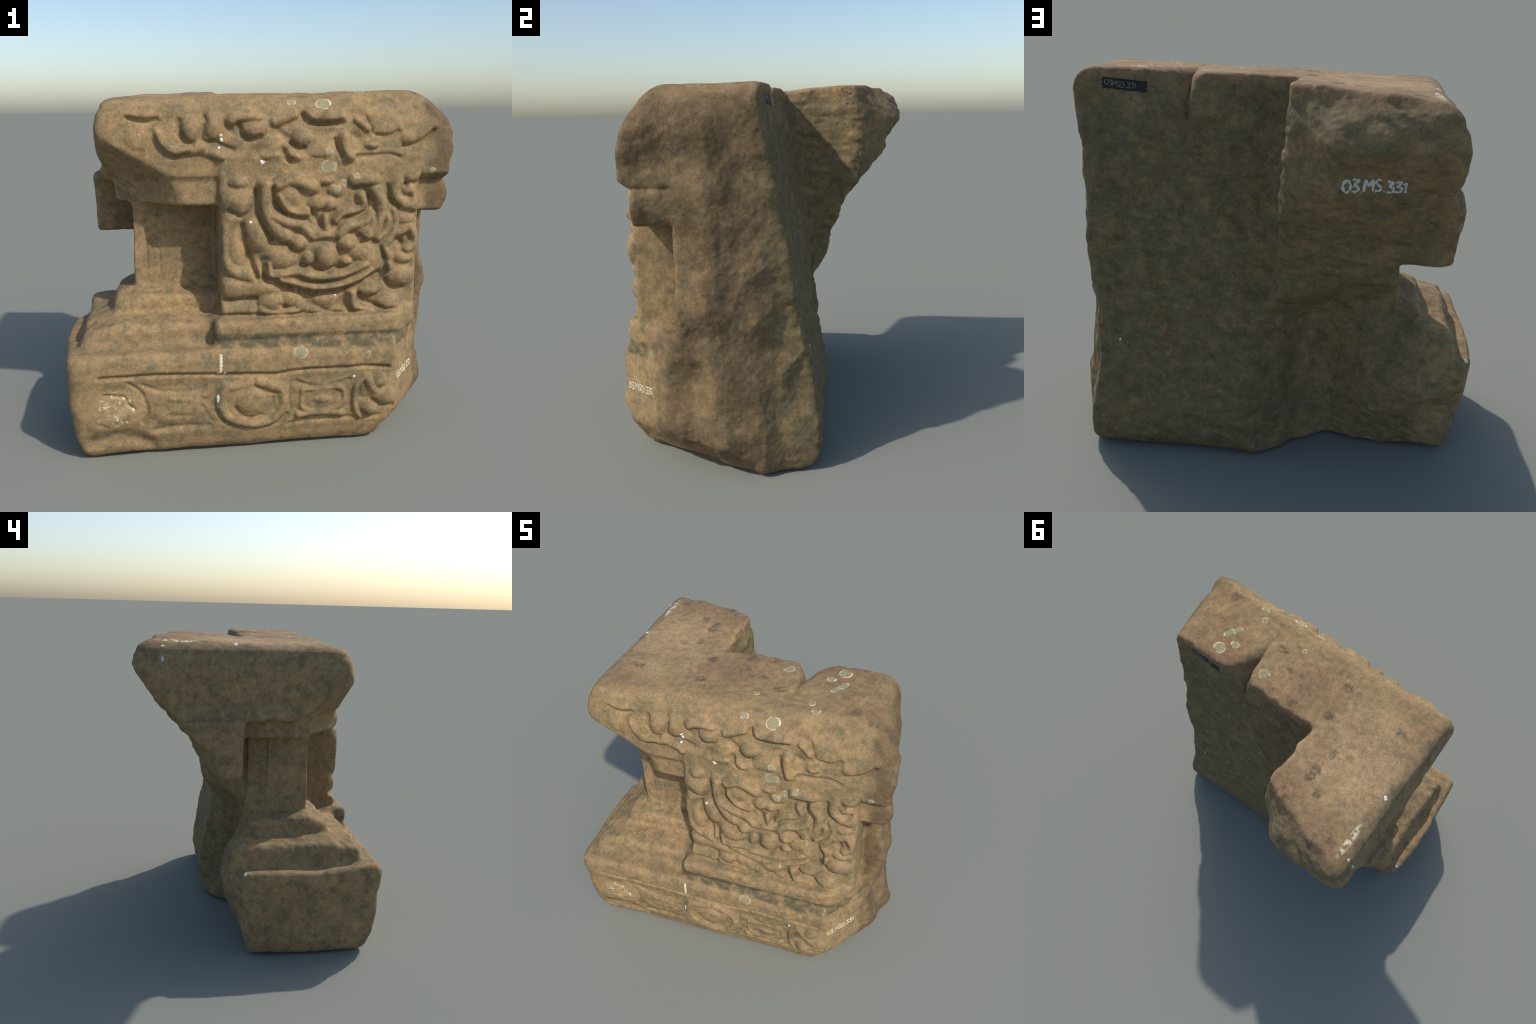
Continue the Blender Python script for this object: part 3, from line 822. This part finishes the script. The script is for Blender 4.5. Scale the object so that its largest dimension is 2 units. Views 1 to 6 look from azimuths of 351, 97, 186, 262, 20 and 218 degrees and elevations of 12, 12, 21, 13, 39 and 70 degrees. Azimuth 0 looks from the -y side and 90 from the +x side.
def add_mesh(name, verts, faces, material, centre=(0, 0, 0), size=1.0, smooth=True):
    me = bpy.data.meshes.new(name)
    me.from_pydata(((np.array(verts) - np.array(centre)) / size).tolist(), [], faces)
    me.polygons.foreach_set("use_smooth", [smooth] * len(me.polygons))
    me.materials.append(material)
    o = bpy.data.objects.new(name, me)
    o.location, o.scale = centre, (size,) * 3
    bpy.context.scene.collection.objects.link(o)
    o.parent = root
    return o


def patch(name, centre, radius, material, stretch=1.0, turn=0.0, lift=0.0018, wobble=0.12, towards=None):
    """A thin irregular crust that follows the stone."""
    c, nrm = onto([centre])
    c, nrm = c[0], nrm[0]
    if towards is not None:
        nrm = np.array(towards, float) / np.linalg.norm(towards)
    u = np.cross(nrm, (0.0, 0.0, 1.0) if abs(nrm[2]) < 0.8 else (0.0, 1.0, 0.0))
    u /= np.linalg.norm(u)
    w = np.cross(nrm, u)
    a = math.radians(turn)
    u, w = u * math.cos(a) + w * math.sin(a), w * math.cos(a) - u * math.sin(a)
    seg, rings = 36, 7
    th = np.arange(seg) * 2 * math.pi / seg
    ph = rng.random(5) * 6.28
    outline = 1 + wobble * sum(math.pow(0.75, k) * 0.6 * np.sin((k + 2) * th + ph[k]) for k in range(5))
    pts, lifts = [c], [lift]
    for i in range(1, rings + 1):
        t = i / rings
        rr = radius * t * outline
        pts += list(c + np.outer(rr * np.cos(th) * stretch, u) + np.outer(rr * np.sin(th), w))
        lifts += [lift * (1 - t ** 6) - 0.0006 * (i == rings)] * seg
    p, g = onto(pts)
    p = p + g * np.array(lifts)[:, None]
    faces = [(0, 1 + k, 1 + (k + 1) % seg) for k in range(seg)]
    for i in range(rings - 1):
        b = 1 + i * seg
        faces += [(b + k, b + seg + k, b + seg + (k + 1) % seg, b + (k + 1) % seg) for k in range(seg)]
    return add_mesh(name, p, faces, material, c, radius * max(stretch, 1.0))


GLYPHS = {   # pen strokes on a unit-high body, x to the right
    "0": (0.62, [[(0.30, 0.98), (0.06, 0.72), (0.04, 0.34), (0.26, 0.02), (0.50, 0.22), (0.56, 0.62), (0.34, 0.96)]]),
    "3": (0.56, [[(0.04, 0.95), (0.48, 0.95), (0.20, 0.58), (0.46, 0.44), (0.48, 0.18), (0.28, 0.02), (0.02, 0.08)]]),
    "1": (0.34, [[(0.02, 0.78), (0.20, 0.98), (0.20, 0.02)]]),
    "M": (0.78, [[(0.06, 0.02), (0.10, 0.98), (0.38, 0.45), (0.64, 0.98), (0.70, 0.02)]]),
    "S": (0.58, [[(0.50, 0.92), (0.26, 0.98), (0.08, 0.78), (0.26, 0.54), (0.46, 0.34), (0.36, 0.06), (0.04, 0.04)]]),
    "D": (0.62, [[(0.08, 0.98), (0.08, 0.02), (0.40, 0.12), (0.54, 0.50), (0.40, 0.86), (0.04, 0.98)]]),
    ".": (0.26, [[(0.08, 0.04), (0.15, 0.06)]]),
    ":": (0.30, [[(0.10, 0.10), (0.18, 0.12)], [(0.10, 0.52), (0.18, 0.54)]]),
}


def inscription(name, text, start, end, height, up, pen, material, base=0.0, tall=None):
    """Hand-painted characters from start to end along the stone."""
    start, end = np.array(start, float), np.array(end, float)
    along = end - start
    length = np.linalg.norm(along)
    along /= length
    up = np.array(up, float)
    up -= along * up.dot(along)
    up /= np.linalg.norm(up)
    out = np.cross(along, up)
    total = sum(GLYPHS[ch][0] for ch in text)
    verts, faces, cursor = [], [], 0.0
    for ch in text:
        wide, strokes = GLYPHS[ch]
        tilt = rng.uniform(-0.05, 0.05)
        for s in strokes:
            line = smooth_line(s, 7) if ch not in "M1" else np.vstack([np.linspace(a, b, 9) for a, b in zip(s[:-1], s[1:])])
            k = length / total
            flat = np.outer((cursor + line[:, 0]) * k, along) + np.outer((line[:, 1] + tilt) * height, up) + start
            tan = np.gradient(flat, axis=0)
            tan /= np.maximum(np.linalg.norm(tan, axis=1, keepdims=True), 1e-9)
            side = np.cross(np.cross(along, up), tan)
            press = pen * (1 + 0.35 * np.sin(np.arange(len(flat)) * 0.7 + rng.uniform(0, 6)))
            rows = [flat + side * (press * o)[:, None] for o in (-1.0, -0.7, 0.0, 0.7, 1.0)]
            b = len(verts)
            p, g = onto(np.vstack(rows), 10, out)
            p += g * np.repeat([base, base + 0.0014, base + 0.0018, base + 0.0014, base], len(flat))[:, None]
            verts += p.tolist()
            m = len(flat)
            faces += [(b + r * m + i, b + r * m + i + 1, b + (r + 1) * m + i + 1, b + (r + 1) * m + i) for r in range(4) for i in range(m - 1)]
        cursor += wide
    return add_mesh(name, verts, faces, material)


def streak(name, pts, widths, material):
    """A run of paint down the stone."""
    line = smooth_line(pts, 10)
    w = np.interp(np.linspace(0, 1, len(line)), np.linspace(0, 1, len(widths)), widths)
    w = w * (1 + 0.2 * np.sin(np.arange(len(line)) * 1.3))
    p, g = onto(line)
    tan = np.gradient(p, axis=0)
    side = np.cross(g, tan)
    side /= np.maximum(np.linalg.norm(side, axis=1, keepdims=True), 1e-9)
    rows = [p + side * (w * o)[:, None] for o in (-1, -0.7, 0, 0.7, 1)]
    q, g = onto(np.vstack(rows))
    q += g * np.repeat([-0.0004, 0.0014, 0.0020, 0.0014, -0.0004], len(line))[:, None]
    m = len(line)
    faces = [(r * m + i, r * m + i + 1, (r + 1) * m + i + 1, (r + 1) * m + i) for r in range(4) for i in range(m - 1)]
    return add_mesh(name, q, faces, material)


def label_plate(name, corner, along, down, material):
    """Rectangle of dark paint carrying an inventory number."""
    nu, nv = 40, 14
    u, v = np.meshgrid(np.linspace(0, 1, nu), np.linspace(0, 1, nv), indexing="ij")
    u, v = u.ravel(), v.ravel()
    jag = 0.03 * np.sin(u * 23) + 0.02 * np.sin(u * 51)
    flat = np.array(corner) + np.outer(u + 0.012 * np.sin(v * 17), along) + np.outer(v * (1 + jag), down)
    out = np.cross(down, along)
    p, g = onto(flat, 10, out / np.linalg.norm(out))
    edge = (u < 0.01) | (u > 0.99) | (v < 0.01) | (v > 0.99)
    p += g * np.where(edge, -0.0004, 0.0012)[:, None]
    faces = [(i * nv + k, i * nv + k + 1, (i + 1) * nv + k + 1, (i + 1) * nv + k) for i in range(nu - 1) for k in range(nv - 1)]
    return add_mesh(name, p, faces, material)


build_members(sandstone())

UPPER_LICHEN = lichen("pale_rimmed_lichen", (0.37, 0.33, 0.19), (0.70, 0.58, 0.38))
FACE_LICHEN = lichen("grey_lichen", (0.36, 0.31, 0.19), (0.44, 0.38, 0.24), 0.72)
GREEN_LICHEN = lichen("green_lichen", (0.26, 0.27, 0.17), (0.24, 0.23, 0.14), 0.7)
# (x, y, z), radius, stretch, turn
for at, r, s, t in [
    ((0.280, -0.062, 1.795), 0.029, 1.25, 30), ((0.596, -0.046, 1.806), 0.036, 1.1, 0), ((0.533, -0.114, 1.805), 0.025, 1.05, 10),
    ((0.612, -0.160, 1.803), 0.024, 1.5, 60), ((0.578, -0.205, 1.803), 0.021, 1.5, 75),
    ((0.494, -0.355, 1.792), 0.020, 1.0, 0), ((0.533, -0.418, 1.788), 0.021, 1.15, 0), ((0.181, -0.329, 1.795), 0.016, 1.0, 0),
    ((0.325, -0.505, 1.738), 0.038, 1.1, 0), ((0.167, -0.488, 1.742), 0.020, 1.1, 0),
]:
    patch("lichen_patch", at, r, UPPER_LICHEN, s, t)
for at, r, s in [
    ((0.337, -0.577, 1.430), 0.034, 1.15), ((0.369, -0.61, 1.319), 0.028, 1.0), ((0.415, -0.60, 1.350), 0.019, 1.0), ((0.475, -0.60, 1.383), 0.019, 1.0),
    ((0.336, -0.579, 1.506), 0.020, 1.0), ((0.874, -0.589, 1.401), 0.017, 1.0), ((0.179, -0.694, 0.523), 0.033, 1.15), ((0.527, -0.707, 0.498), 0.013, 1.0),
]:
    patch("lichen_patch", at, r, FACE_LICHEN, s, wobble=0.2)
patch("lichen_patch", (0.650, -0.60, 0.917), 0.020, GREEN_LICHEN, 1.5, 90)

WHITE = paint("white_paint", (0.80, 0.78, 0.70), 0.35)
CREAM = paint("cream_paint", (0.70, 0.62, 0.45), 0.5)
CHALK = paint("chalky_paint", (0.55, 0.56, 0.52), 0.4)
BLACK = paint("black_paint", (0.022, 0.024, 0.024), 0.5)
FADED = paint("faded_paint", (0.20, 0.21, 0.20), 0.6)
streak("paint_drip", [(-0.224, -0.70, 0.536), (-0.224, -0.70, 0.50), (-0.226, -0.70, 0.46), (-0.229, -0.70, 0.428)], [0.007, 0.008, 0.009, 0.006, 0.008], CREAM)
streak("paint_drip", [(-0.240, -0.70, 0.328), (-0.241, -0.70, 0.31), (-0.243, -0.70, 0.286)], [0.001, 0.011, 0.009, 0.003], WHITE)
streak("paint_drip", [(-0.775, 0.548, 1.715), (-0.778, 0.548, 1.700), (-0.779, 0.549, 1.682)], [0.003, 0.008, 0.008, 0.004], CHALK)
for at, r in [((-0.186, -0.549, 1.584), 0.0075), ((-0.192, -0.55, 1.556), 0.009), ((-0.193, -0.55, 1.538), 0.006), ((0.008, -0.552, 1.459), 0.010), ((-0.056, -0.593, 1.167), 0.007),
              ((-0.205, -0.69, 0.430), 0.009), ((-0.238, -0.69, 0.432), 0.009), ((-0.712, 0.148, 1.785), 0.012), ((-0.74, 0.547, 1.765), 0.008), ((-0.977, 0.109, 0.545), 0.010),
              ((0.376, -0.604, 0.791), 0.005), ((0.454, -0.695, 0.376), 0.006), ((0.667, 0.238, 0.573), 0.005)]:
    patch("paint_spot", at, r, WHITE, 1.2, rng.uniform(0, 180), 0.0022, 0.3)

inscription("inventory_number", "03.MSD:331", (0.692, -0.672, 0.338), (0.822, -0.520, 0.352), 0.034, (0, 0, 1), 0.0022, CREAM)
inscription("inventory_number", "03.MS.331", (-0.352, 0.555, 1.470), (-0.585, 0.56, 1.466), 0.050, (0, 0.25, 1), 0.0048, CHALK)
label_plate("inventory_label", (0.745, 0.04, 1.764), (-0.208, 0.0, -0.014), (0.0, 0.0, -0.050), BLACK)
inscription("inventory_number", "03MSD.331", (0.733, 0.04, 1.729), (0.590, 0.04, 1.715), 0.024, (0, 0, 1), 0.0016, FADED, base=0.0012)
